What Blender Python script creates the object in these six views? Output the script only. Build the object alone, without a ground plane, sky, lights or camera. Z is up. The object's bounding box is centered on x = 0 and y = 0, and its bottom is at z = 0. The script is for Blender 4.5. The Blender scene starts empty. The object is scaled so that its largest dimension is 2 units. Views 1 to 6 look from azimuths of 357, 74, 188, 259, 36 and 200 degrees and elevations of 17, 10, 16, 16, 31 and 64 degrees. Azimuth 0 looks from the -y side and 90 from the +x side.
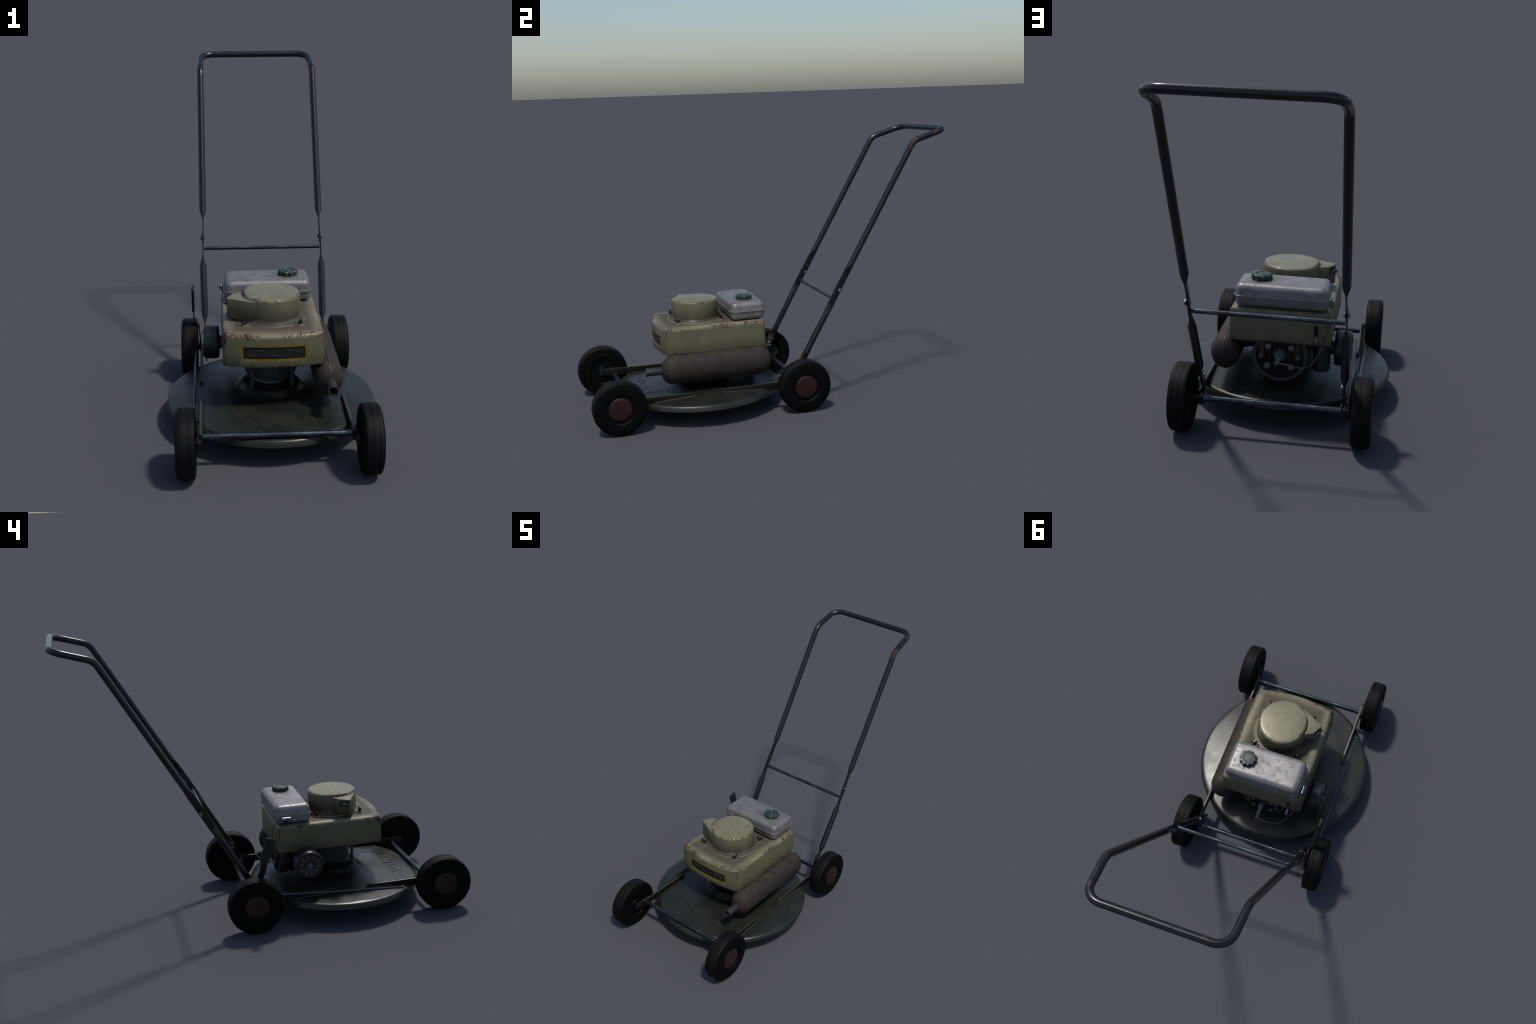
import bpy, bmesh, math, random
from mathutils import Vector, Matrix, noise as mnoise
rnd = random.Random(7)
sin, cos, pi = math.sin, math.cos, math.pi
V = Vector

# ------------------------------------------------------------------ materials
class NT:
    """small helper that writes shader node expressions"""
    def __init__(s, name):
        s.mat = bpy.data.materials.new(name); s.mat.use_nodes = True
        s.t = s.mat.node_tree; s.t.nodes.clear()
        s.out = s.n('ShaderNodeOutputMaterial'); s.b = s.n('ShaderNodeBsdfPrincipled')
        s.t.links.new(s.b.outputs[0], s.out.inputs[0])
        s.co = s.n('ShaderNodeTexCoord').outputs['Object']
        sp = s.n('ShaderNodeSeparateXYZ'); s.link(s.co, sp.inputs[0])
        s.x, s.y, s.z = sp.outputs
    def n(s, t): return s.t.nodes.new(t)
    def link(s, a, b):
        if hasattr(a, 'is_output') or isinstance(a, bpy.types.NodeSocket): s.t.links.new(a, b)
        else: b.default_value = a
    def m(s, op, a, b=0.0, c=None, clamp=False):
        n = s.n('ShaderNodeMath'); n.operation = op; n.use_clamp = clamp
        s.link(a, n.inputs[0]); s.link(b, n.inputs[1])
        if c is not None: s.link(c, n.inputs[2])
        return n.outputs[0]
    def add(s, a, b): return s.m('ADD', a, b)
    def sub(s, a, b): return s.m('SUBTRACT', a, b)
    def mul(s, a, b): return s.m('MULTIPLY', a, b)
    def mx(s, a, b): return s.m('MAXIMUM', a, b)
    def ab(s, a): return s.m('ABSOLUTE', a)
    def hyp(s, a, b): return s.m('SQRT', s.add(s.mul(a, a), s.mul(b, b)))
    def ramp01(s, v, lo, hi):
        n = s.n('ShaderNodeMapRange'); n.interpolation_type = 'SMOOTHSTEP'
        s.link(v, n.inputs[0]); n.inputs[1].default_value = lo; n.inputs[2].default_value = hi
        return n.outputs[0]
    def noise(s, scale, detail=4, rough=.55, stretch=None, off=(0, 0, 0), dist=0.):
        mp = s.n('ShaderNodeMapping'); s.link(s.co, mp.inputs[0]); mp.inputs[1].default_value = off
        if stretch: mp.inputs[3].default_value = stretch
        n = s.n('ShaderNodeTexNoise'); s.link(mp.outputs[0], n.inputs['Vector'])
        n.inputs['Scale'].default_value = scale; n.inputs['Detail'].default_value = detail
        n.inputs['Roughness'].default_value = rough; n.inputs['Distortion'].default_value = dist
        return n.outputs[0]
    def mix(s, f, a, b):
        n = s.n('ShaderNodeMix'); n.data_type = 'RGBA'
        s.link(f, n.inputs[0])
        for k, v in ((6, a), (7, b)):
            s.link(v if isinstance(v, bpy.types.NodeSocket) else (*v, 1), n.inputs[k])
        return n.outputs[2]
    def fmix(s, f, a, b):
        n = s.n('ShaderNodeMix'); n.data_type = 'FLOAT'
        s.link(f, n.inputs[0]); s.link(a, n.inputs[2]); s.link(b, n.inputs[3]); return n.outputs[0]
    def bump(s, h, strength=.3, dist=.002):
        n = s.n('ShaderNodeBump'); n.inputs['Strength'].default_value = strength
        n.inputs['Distance'].default_value = dist; s.link(h, n.inputs['Height'])
        s.link(n.outputs[0], s.b.inputs['Normal'])
    def fin(s, col, rough=.5, metal=0., spec=.5, coat=0.):
        s.link(col if isinstance(col, bpy.types.NodeSocket) else (*col, 1), s.b.inputs['Base Color'])
        s.link(rough, s.b.inputs['Roughness']); s.link(metal, s.b.inputs['Metallic'])
        s.link(spec, s.b.inputs['Specular IOR Level'])
        s.b.inputs['Coat Weight'].default_value = coat
        return s.mat

CREAM, CREAM_D = (.200, .184, .110), (.138, .128, .078)
DIRT, CHIP = (.074, .061, .048), (.042, .015, .014)
CREAM_TINT = (1, .95, .80, 1)
FRONT_BOW, HW = .030, .2085
ZT = .478

def cream_base(s):
    a = s.ramp01(s.noise(9, 5, .6), .35, .68)
    b = s.ramp01(s.noise(38, 4, .6, off=(3, 1, 2)), .4, .75)
    col = s.mix(s.mul(a, .55), CREAM, CREAM_D)
    col = s.mix(s.mul(b, .52), col, (.105, .097, .065))
    sp2 = s.ramp01(s.noise(24, 6, .75, off=(9, 3, 5)), .50, .66)
    col = s.mix(s.mul(sp2, .42), col, (.085, .080, .052))
    # upright faces are toned down to a darker olive
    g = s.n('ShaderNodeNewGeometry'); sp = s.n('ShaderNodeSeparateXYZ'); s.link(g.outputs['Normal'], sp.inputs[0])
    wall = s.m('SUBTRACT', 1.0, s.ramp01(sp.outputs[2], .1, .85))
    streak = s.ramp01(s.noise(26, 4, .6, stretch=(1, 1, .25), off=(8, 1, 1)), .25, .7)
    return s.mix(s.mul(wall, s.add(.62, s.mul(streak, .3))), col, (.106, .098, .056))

def chips(s, edge, col, amt=1.0):
    """edge: 0..1 closeness to a worn edge; chips appear where noise beats it"""
    big = s.noise(13, 3, .6, off=(5, 2, 9))
    fine = s.noise(135, 3, .6, stretch=(1, 1, .7), dist=.8)
    v = s.add(s.mul(fine, 1.0), s.add(s.mul(big, .85), s.mul(edge, .30 * amt)))
    mask = s.mul(s.ramp01(v, 1.19, 1.24), s.ramp01(edge, .05, .35))
    return s.mix(mask, col, CHIP), mask

def mat_hood():
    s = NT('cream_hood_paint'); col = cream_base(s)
    ax = s.sub(s.ab(s.x), .2055)
    xn = s.mul(s.x, 1 / HW)
    yf = s.sub(s.add(s.y, .610), s.mul(s.mul(xn, xn), FRONT_BOW))
    yr = s.sub(s.y, -.046)
    zt, zb = s.sub(s.z, .474), s.sub(s.z, .338)
    def near(d, w): return s.m('SUBTRACT', 1.0, s.mul(d, 1 / w), clamp=True)
    e = near(s.hyp(ax, zt), .034)
    e = s.mx(e, near(s.hyp(yf, zt), .030)); e = s.mx(e, s.mul(near(s.hyp(yr, zt), .03), .45))
    e = s.mx(e, s.mul(near(s.hyp(ax, yf), .020), 1.3)); e = s.mx(e, s.mul(near(s.hyp(ax, yr), .022), .95))
    e = s.mx(e, near(s.ab(zb), .012))
    # brown grime that settles on the flat top, away from rubbed edges
    top = s.ramp01(s.z, .471, .478)
    rub = s.ramp01(s.mx(s.ab(s.x), s.mul(s.add(s.y, .32), -.66)), .145, .19)
    g = s.mul(top, s.m('SUBTRACT', 1.0, s.mul(rub, .8)))
    g = s.mul(g, s.ramp01(s.noise(14, 4, .6, off=(1, 7, 0)), .10, .45))
    col = s.mix(s.mul(g, .93), col, DIRT)
    # soot low on the walls and above the starter housing
    low = s.mul(s.ramp01(s.mul(s.z, -1), -.40, -.335), s.ramp01(s.noise(20, 3), .3, .75))
    col = s.mix(s.mul(low, .55), col, (.075, .066, .048))
    d = s.hyp(s.add(s.y, .185), s.sub(s.z, .31))
    soot = s.mul(s.m('SUBTRACT', 1.0, s.mul(d, 1 / .13), clamp=True), s.ramp01(s.mul(s.x, -1), .19, .2))
    col = s.mix(s.mul(soot, .9), col, (.045, .042, .034))
    s.b.inputs['Specular Tint'].default_value = CREAM_TINT
    col, mk = chips(s, e, col)
    s.bump(s.add(s.noise(60, 3), s.mul(mk, -.8)), .25, .0015)
    return s.fin(col, s.fmix(s.mx(mk, s.mul(g, .7)), s.add(.32, s.mul(s.noise(30, 3), .16)), .8), 0, s.fmix(g, .42, .15))

def mat_filter():
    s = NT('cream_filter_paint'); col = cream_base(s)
    r = s.hyp(s.x, s.add(s.y, .382))
    e = s.m('SUBTRACT', 1.0, s.mul(s.hyp(s.sub(r, .121), s.sub(s.z, .586)), 1 / .018), clamp=True)
    sn = s.mul(s.ramp01(r, .126, .132), s.m('SUBTRACT', 1.0, s.mul(s.ab(s.sub(s.z, .573)), 1 / .014), clamp=True))
    e = s.mx(s.mul(e, 1.1), s.mul(sn, .35))
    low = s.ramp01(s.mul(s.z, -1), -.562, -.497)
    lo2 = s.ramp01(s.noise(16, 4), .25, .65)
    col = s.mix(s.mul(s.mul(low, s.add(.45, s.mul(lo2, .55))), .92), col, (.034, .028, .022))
    rim = s.ramp01(s.mul(s.z, -1), -.4851, -.4847)
    
    fl = s.mul(s.ramp01(r, .1305, .1325), s.ramp01(s.mul(s.z, -1), -.4875, -.4865)); col = s.mix(s.mul(fl, .95), col, DIRT)
    col = s.mix(rim, col, (.25, .235, .155))
    s.b.inputs['Specular Tint'].default_value = CREAM_TINT
    col, mk = chips(s, e, col, .95)
    s.bump(s.add(s.noise(50, 3), s.mul(mk, -.8)), .25, .0015)
    return s.fin(col, s.fmix(mk, s.add(.27, s.mul(s.noise(24, 4), .18)), .8), 0, .5)

def mat_tank():
    s = NT('dull_tank_metal')
    a = s.ramp01(s.noise(12, 5, .65), .35, .7); b = s.ramp01(s.noise(60, 5, .75), .48, .66)
    c = s.ramp01(s.noise(140, 2, .5), .6, .8)
    col = s.mix(a, (.250, .240, .240), (.165, .160, .162))
    col = s.mix(s.mul(b, .60), col, (.13, .105, .092)); col = s.mix(s.mul(c, .30), col, (.10, .07, .055))
    d = s.hyp(s.sub(s.x, .091), s.add(s.y, .118))
    st = s.mul(s.ramp01(s.mul(d, -1), -.075, -.03), s.ramp01(s.noise(40, 4), .35, .6))
    col = s.mix(s.mul(st, .65), col, (.09, .085, .085))
    sp = s.ramp01(s.mul(s.hyp(s.sub(s.x, .098), s.add(s.y, .075)), -1), -.006, -.003)
    col = s.mix(s.mul(sp, .8), col, (.07, .045, .035))
    s.bump(s.noise(45, 4), .2, .0015)
    return s.fin(col, s.add(.43, s.mul(b, .2)), .45, .5)

def mat_deck():
    s = NT('dark_green_deck_enamel')
    a = s.ramp01(s.noise(7, 5, .62), .38, .68); b = s.ramp01(s.noise(30, 5, .65, stretch=(1, .5, 1), off=(2, 0, 0), dist=1.0), .55, .75)
    fr = s.ramp01(s.mul(s.y, -1), .5, .7)
    col = s.mix(a, (.011, .014, .011), (.019, .020, .014))
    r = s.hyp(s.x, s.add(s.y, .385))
    col = s.mix(s.mul(s.ramp01(s.mul(r, -1), -.27, -.12), .75), col, (.0025, .0028, .003))  # ambient occlusion around the engine base, painted as a radial darkening
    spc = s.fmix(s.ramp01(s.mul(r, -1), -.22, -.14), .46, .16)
    col = s.mix(s.mul(s.mul(b, fr), .8), col, (.050, .041, .031))
    col = s.mix(s.mul(s.ramp01(s.noise(90, 3), .6, .75), .25), col, (.02, .024, .022))
    s.bump(s.noise(18, 4), .15, .003)
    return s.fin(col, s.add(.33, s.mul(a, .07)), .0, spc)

def mat_simple(name, col, rough=.5, metal=0., spec=.5, var=.25, scale=40, bump=.15, coat=0.):
    s = NT(name); n = s.ramp01(s.noise(scale, 4, .6), .3, .7)
    c = s.mix(n, col, tuple(k * (1 - var) for k in col))
    if bump: s.bump(s.noise(scale * 2, 3), bump, .001)
    return s.fin(c, s.add(rough - .04, s.mul(n, .08)), metal, spec, coat)

def mat_rusty(name, col, rough, metal, rust, thr, scale=28, stretch=None, spec=.5, lowrust=None, dark=.75, spots=()):
    s = NT(name); n = s.noise(scale, 5, .65, stretch=stretch); f = s.noise(scale * 3, 4, .6, off=(4, 4, 1))
    v = s.add(s.mul(n, .75), s.mul(f, .25))
    if lowrust:   # (z, width, gain): a rusty lower end
        z0, w, gain = lowrust
        v = s.add(v, s.mul(s.ramp01(s.mul(s.z, -1), -z0 - w, -z0), gain))
    for (px, py, pz), w, gain in spots:   # places where the paint has worn through
        d = s.m('SQRT', s.add(s.add(s.m('POWER', s.sub(s.x, px), 2.), s.m('POWER', s.sub(s.y, py), 2.)), s.m('POWER', s.sub(s.z, pz), 2.)))
        v = s.add(v, s.mul(s.m('SUBTRACT', 1.0, s.mul(d, 1 / w), clamp=True), gain))
    mk = s.ramp01(v, thr, thr + .06)
    rc = s.mix(s.ramp01(f, .35, .65), rust, tuple(k * .45 for k in rust))
    c = s.mix(mk, s.mix(s.ramp01(n, .3, .6), col, tuple(k * dark for k in col)), rc)
    s.bump(s.add(f, mk), .2, .001)
    return s.fin(c, s.fmix(mk, rough, .75), s.fmix(mk, metal, 0.0), spec)

M_HOOD, M_FILTER, M_TANK, M_DECK = mat_hood(), mat_filter(), mat_tank(), mat_deck()
def mat_tyre():
    s = NT('black_rubber'); r = s.hyp(s.y, s.z)
    band = s.noise(120, 2, .5, stretch=(1, .02, .02))
    worn = s.mix(s.ramp01(band, .4, .65), (.0018, .0018, .0018), (.0050, .0049, .0047))
    col = s.mix(s.ramp01(r, .130, .1365), (.0016, .0016, .0016), worn)  # sidewall colour darkened for baked shade, tread kept paler
    s.bump(s.noise(60, 3), .15, .001)
    return s.fin(col, .6, 0, s.fmix(s.ramp01(r, .130, .1365), .10, .15))
M_TYRE = mat_tyre()
M_EMBOSS = mat_simple('glint_lightened_emboss', (.030, .031, .025), .27, 0, .5, .3, 50, .1)
M_WELD = mat_simple('weld_bead', (.050, .052, .044), .40, 0, .5, .4, 70, .1)  # colour lifted to draw the bright highlight line along the rail foot
M_RIM = mat_simple('black_wheel_plastic', (.0014, .0014, .0015), .5, 0, .16, .3)
M_HUB = mat_simple('dark_red_hub_plastic', (.031, .0112, .0102), .38, 0, .30, .45, 10)
M_STEEL = mat_rusty('bluish_steel_rod', (.105, .128, .152), .32, .9, (.022, .013, .007), .56, 42, (.30, 1, 1), dark=.35)
M_ROD = mat_simple('grey_blue_rod', (.085, .105, .130), .32, .85, .5, .4, 60)
M_BOLT = mat_rusty('zinc_bolt', (.20, .205, .22), .38, .8, (.05, .024, .010), .56, 60)
M_HANDLE = mat_rusty('black_tube_enamel', (.0075, .0085, .0105), .27, 0, (.040, .019, .012), .600, 24, (1, .6, .6), .5, (.250, .055, .16),
    spots=(((.30, .775, 1.37), .08, .18), ((.285, .93, 1.445), .04, .13), ((-.20, .98, 1.465), .04, .09), ((-.295, .40, .72), .04, .11), ((.30, .27, .52), .05, .11)))
def mat_rail():
    s = NT('dark_rail_enamel')
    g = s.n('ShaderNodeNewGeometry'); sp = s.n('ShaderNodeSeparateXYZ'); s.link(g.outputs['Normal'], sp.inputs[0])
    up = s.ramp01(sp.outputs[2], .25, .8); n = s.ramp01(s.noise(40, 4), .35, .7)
    col = s.mix(up, s.mix(n, (.0060, .0062, .0042), (.0095, .0090, .0060)), s.mix(n, (.034, .036, .028), (.022, .024, .019)))  # shadow side and lit top edge tinted in by face normal
    ru = s.ramp01(s.noise(30, 4, .65, off=(2, 2, 2)), .62, .68); col = s.mix(s.mul(ru, .8), col, (.030, .018, .009))
    s.bump(s.noise(90, 3), .15, .001)
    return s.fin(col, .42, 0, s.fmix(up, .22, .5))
M_RAIL = mat_rail()
M_ARM = mat_rusty('dark_bracket_steel', (.014, .016, .019), .42, .2, (.030, .015, .006), .56, 34, spec=.3)
M_ENGINE = mat_simple('grey_blue_engine_alloy', (.046, .058, .066), .44, .3, .5, .35, 30)
M_HEAD = mat_simple('dark_head_alloy', (.020, .025, .030), .46, .4, .5, .4, 40)
M_BLACK = mat_simple('black_soot_metal', (.005, .005, .0055), .6, 0, .3, .3)
M_REEL = mat_simple('black_blue_housing', (.019, .021, .028), .34, .35, .5, .3, 12)
M_YELLOW = mat_simple('yellow_slot', (.088, .074, .010), .55, 0, .4, .4, 60)
M_RUST = mat_rusty('rusty_strap', (.05, .022, .010), .7, .1, (.025, .014, .008), .52, 60)
M_GREEN = mat_simple('green_plastic', (.021, .044, .034), .42, 0, .5, .3, 40)
M_LEVER = mat_simple('dark_green_grip', (.010, .022, .015), .5, 0, .35, .25, 40)
M_BADGE = mat_simple('dark_badge', (.0125, .0088, .0078), .5, 0, .4, .2, 60)
M_GOLD = mat_simple('yellow_badge_frame', (.235, .148, .010), .45, 0, .5, .45, 55)
M_LETTER = mat_simple('grey_letter', (.052, .058, .058), .42, .2, .5, .2, 60)
M_WIRE = mat_simple('copper_brown_wire', (.085, .036, .022), .5, 0, .5, .3, 60)
M_WIRE2 = mat_simple('pale_brown_wire', (.115, .075, .065), .5, 0, .5, .3, 60)
M_CHROME = mat_simple('bright_chrome', (.24, .28, .33), .18, 1., .5, .2, 60, .05)
M_CERAMIC = mat_simple('plug_ceramic', (.16, .15, .14), .35, 0, .5, .3, 60)
M_WING = mat_simple('dark_wing_nut', (.060, .054, .048), .32, .75, .5, .4, 90)
def mat_muffler():
    s = NT('brown_baked_steel')
    a = s.ramp01(s.noise(22, 5, .75), .38, .62); b = s.ramp01(s.noise(75, 4, .75), .42, .62)
    col = s.mix(a, (.040, .031, .026), (.024, .021, .020)); col = s.mix(s.mul(b, .6), col, (.026, .016, .012))
    yel = s.mul(s.ramp01(s.z, .332, .338), s.ramp01(s.noise(25, 3), .45, .65))
    col = s.mix(s.mul(yel, .7), col, (.06, .045, .015))
    s.bump(s.noise(120, 3, .7), .35, .0015)
    return s.fin(col, .66, 0, .2)
M_MUFF = mat_muffler()
M_SEAM = mat_simple('muffler_seam_steel', (.065, .055, .046), .42, .2, .5, .5, 50)  # paler than the muffler body so the seam's highlight is in its colour
M_TAIL = mat_rusty('burnt_tail_pipe', (.050, .055, .066), .45, .5, (.058, .042, .032), .52, 40)

# ------------------------------------------------------------------ mesh tools
def obj(name, data, mat, parent, angle=35, kind=None):
    """data: bmesh or (verts, faces)"""
    me = bpy.data.meshes.new(name)
    if isinstance(data, tuple): me.from_pydata([tuple(v) for v in data[0]], [], data[1])
    else: data.to_mesh(me); data.free()
    bm = bmesh.new(); bm.from_mesh(me)
    bmesh.ops.remove_doubles(bm, verts=bm.verts, dist=1e-6)
    bmesh.ops.recalc_face_normals(bm, faces=bm.faces); bm.to_mesh(me); bm.free()
    if angle:
        me.polygons.foreach_set('use_smooth', [True] * len(me.polygons))
        me.set_sharp_from_angle(angle=math.radians(angle))
    mats = mat if isinstance(mat, (list, tuple)) else [mat]
    for k in mats: me.materials.append(k)
    o = bpy.data.objects.new(name, me); bpy.context.scene.collection.objects.link(o)
    o.parent = parent
    if kind: o['kind'] = kind
    return o

def frame(d):
    d = V(d).normalized(); a = V((0, 0, 1)) if abs(d.z) < .9 else V((0, 1, 0))
    u = d.cross(a).normalized(); return d, u, d.cross(u)

def merge(*parts):
    vs, fs = [], []
    for v, f in parts:
        k = len(vs); vs += list(v); fs += [[i + k for i in q] for q in f]
    return vs, fs

def revolve(prof, origin, axis, seg=48, closed=False, phase=0., squash=None):
    """prof: (radius, distance along axis)"""
    d, u, w = frame(axis); o = V(origin); vs, fs, ring = [], [], []
    for r, h in prof:
        if r < 1e-6: vs.append(o + d * h); ring.append([len(vs) - 1] * seg)
        else:
            ring.append(list(range(len(vs), len(vs) + seg)))
            for i in range(seg):
                t = 2 * pi * i / seg + phase; vs.append(o + d * h + (u * cos(t) + w * sin(t)) * r)
    n = len(prof)
    for a in range(n if closed else n - 1):
        A, B = ring[a], ring[(a + 1) % n]
        for i in range(seg):
            j = (i + 1) % seg; q = []
            for k in (A[i], A[j], B[j], B[i]):
                if k not in q: q.append(k)
            if len(q) > 2: fs.append(q)
    if not closed:
        for e in (0, -1):
            if prof[e][0] > 1e-6: fs.append(list(ring[e]))
    return vs, fs

def cyl(p, q, r, seg=24, ch=.0):
    p, q = V(p), V(q); L = (q - p).length
    pr = [(r - ch, 0), (r, ch), (r, L - ch), (r - ch, L)] if ch else [(r, 0), (r, L)]
    return revolve(pr, p, q - p, seg)

def box(c, size, bev=.002, rot=None, seg=2):
    bm = bmesh.new(); bmesh.ops.create_cube(bm, size=1)
    bmesh.ops.scale(bm, vec=size, verts=bm.verts)
    if bev: bmesh.ops.bevel(bm, geom=list(bm.edges), offset=bev, segments=seg, affect='EDGES', profile=.5)
    if rot is not None: bmesh.ops.transform(bm, matrix=rot, verts=bm.verts)
    bmesh.ops.translate(bm, vec=c, verts=bm.verts)
    bm.verts.index_update()
    r = [v.co.copy() for v in bm.verts], [[v.index for v in f.verts] for f in bm.faces]
    bm.free(); return r

def prism(poly, d0, d1, place, bev=0.):
    """extrude a 2D polygon; place(u, v, depth) -> point"""
    bm = bmesh.new(); n = len(poly)
    a = [bm.verts.new(place(u, v, d0)) for u, v in poly]; b = [bm.verts.new(place(u, v, d1)) for u, v in poly]
    bm.faces.new(a[::-1]); bm.faces.new(b)
    for i in range(n): bm.faces.new((a[i], a[(i + 1) % n], b[(i + 1) % n], b[i]))
    if bev:
        es = [e for e in bm.edges if not (e.verts[0] in a) ^ (e.verts[1] in a)]
        bmesh.ops.bevel(bm, geom=es, offset=bev, segments=2, affect='EDGES', profile=.5)
    bm.verts.index_update(); bm.verts.ensure_lookup_table()
    r = [v.co.copy() for v in bm.verts], [[v.index for v in f.verts] for f in bm.faces]
    bm.free(); return r

def fillet(pts, rads, n=7):
    """polyline with rounded corners"""
    out = [V(pts[0])]
    for i in range(1, len(pts) - 1):
        a, b, c = V(pts[i - 1]), V(pts[i]), V(pts[i + 1]); r = rads[i - 1]
        u, w = (a - b).normalized(), (c - b).normalized(); half = u.angle(w) / 2
        t = r / math.tan(half); p, q = b + u * t, b + w * t
        ctr = b + (u + w).normalized() * (r / sin(half))
        A, B = p - ctr, q - ctr; ang = A.angle(B)
        for k in range(n + 1):
            f = k / n
            out.append(ctr + A * (sin((1 - f) * ang) / sin(ang)) + B * (sin(f * ang) / sin(ang)))
    out.append(V(pts[-1])); return out

def resample(pts, step):
    out = [pts[0]]
    for a, b in zip(pts, pts[1:]):
        n = max(1, int(round((b - a).length / step)))
        for k in range(1, n + 1): out.append(a.lerp(b, k / n))
    return out

def sweep(pts, sec, ref, seg=20, caps=True):
    """sec(i, s) -> half extents along the side vector and along the other one"""
    vs, fs, L = [], [], 0.; n = len(pts); side = None
    for i, p in enumerate(pts):
        if i: L += (p - pts[i - 1]).length
        t = (pts[min(i + 1, n - 1)] - pts[max(i - 1, 0)]).normalized()
        if side is None:
            side = V(ref) - t * t.dot(V(ref)); side.normalize()
        else:
            side = (side - t * t.dot(side)).normalized()
        oth = t.cross(side); ea, eb = sec(i, L)
        for k in range(seg):
            a = 2 * pi * k / seg
            pw = 1.0 if abs(ea - eb) < 1e-4 else .8
            c, s_ = cos(a), sin(a)
            vs.append(p + side * ea * math.copysign(abs(c) ** pw, c) + oth * eb * math.copysign(abs(s_) ** pw, s_))
        if i:
            for k in range(seg):
                j = (k + 1) % seg; o = i * seg
                fs.append([o - seg + k, o - seg + j, o + j, o + k])
    if caps: fs.append(list(range(seg))); fs.append(list(range((n - 1) * seg, n * seg)))
    return vs, fs

def spline(pts, n=8):
    """Catmull-Rom through the points"""
    P = [V(p) for p in pts]; P = [P[0] * 2 - P[1]] + P + [P[-1] * 2 - P[-2]]; out = []
    for i in range(1, len(P) - 2):
        for k in range(n):
            t = k / n; a, b, c, d = P[i - 1:i + 3]
            out.append(.5 * ((2 * b) + (c - a) * t + (2 * a - 5 * b + 4 * c - d) * t * t + (3 * b - a - 3 * c + d) * t ** 3))
    out.append(P[-2]); return out

def tube(pts, r, seg=10): return sweep(pts, lambda i, s: (r, r), (.3, .2, 1), seg)

def rrect(hx, hy, r, ns=8, nc=6, inset=0.):
    """rounded rectangle outline, constant point count"""
    hx, hy = hx - inset, hy - inset; r = max(r - inset, .0015); out = []
    cs = [(hx - r, hy - r, 0), (-hx + r, hy - r, pi / 2), (-hx + r, -hy + r, pi), (hx - r, -hy + r, 1.5 * pi)]
    for k, (cx, cy, a0) in enumerate(cs):
        for i in range(nc + 1):
            a = a0 + pi / 2 * i / nc; out.append((cx + r * cos(a), cy + r * sin(a)))
        nx, ny, na = cs[(k + 1) % 4]
        p = out[-1]; q = (nx + r * cos(na), ny + r * sin(na))
        for i in range(1, ns): out.append((p[0] + (q[0] - p[0]) * i / ns, p[1] + (q[1] - p[1]) * i / ns))
    return out

def loft(rings, caps=(True, True)):
    vs, fs = [], []; n = len(rings[0])
    for r in rings: vs += [V(p) for p in r]
    for i in range(len(rings) - 1):
        for k in range(n):
            j = (k + 1) % n; fs.append([i * n + k, i * n + j, i * n + n + j, i * n + n + k])
    if caps[0]: fs.append(list(range(n)))
    if caps[1]: fs.append(list(range((len(rings) - 1) * n, len(rings) * n)))
    return vs, fs

def hexbolt(r, h, washer=True, shank=0.):
    """bolt head whose axis is +z, sitting on z = 0"""
    p = revolve([(r * .86, 0), (r, .15 * h), (r, .75 * h), (r * .8, h)], (0, 0, 0), (0, 0, 1), 6)
    parts = [p]
    if washer: parts.append(revolve([(r * 1.25, -.0012), (r * 1.25, .0012)], (0, 0, 0), (0, 0, 1), 16))
    if shank: parts.append(cyl((0, 0, -shank), (0, 0, 0), r * .55, 10))
    return merge(*parts)

def inst(me_obj, name, loc, axis, parent, roll=0., scale=1.):
    o = me_obj.copy(); o.name = name; bpy.context.scene.collection.objects.link(o)
    o.matrix_local = Matrix.Translation(V(loc)) @ V((0, 0, 1)).rotation_difference(V(axis)).to_matrix().to_4x4() @ Matrix.Rotation(roll, 4, 'Z') @ Matrix.Scale(scale, 4)
    o.parent = parent; return o

def boolean(o, cutter):
    bpy.context.view_layer.update()
    md = o.modifiers.new('cut', 'BOOLEAN'); md.object = cutter; md.solver = 'EXACT'; md.operation = 'DIFFERENCE'
    dg = bpy.context.evaluated_depsgraph_get(); dg.update()
    me = bpy.data.meshes.new_from_object(o.evaluated_get(dg)); o.modifiers.clear()
    old = o.data; o.data = me; bpy.data.meshes.remove(old)
    c = cutter.data; bpy.data.objects.remove(cutter); bpy.data.meshes.remove(c)
    me.polygons.foreach_set('use_smooth', [True] * len(me.polygons)); me.set_sharp_from_angle(angle=math.radians(35))

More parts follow.
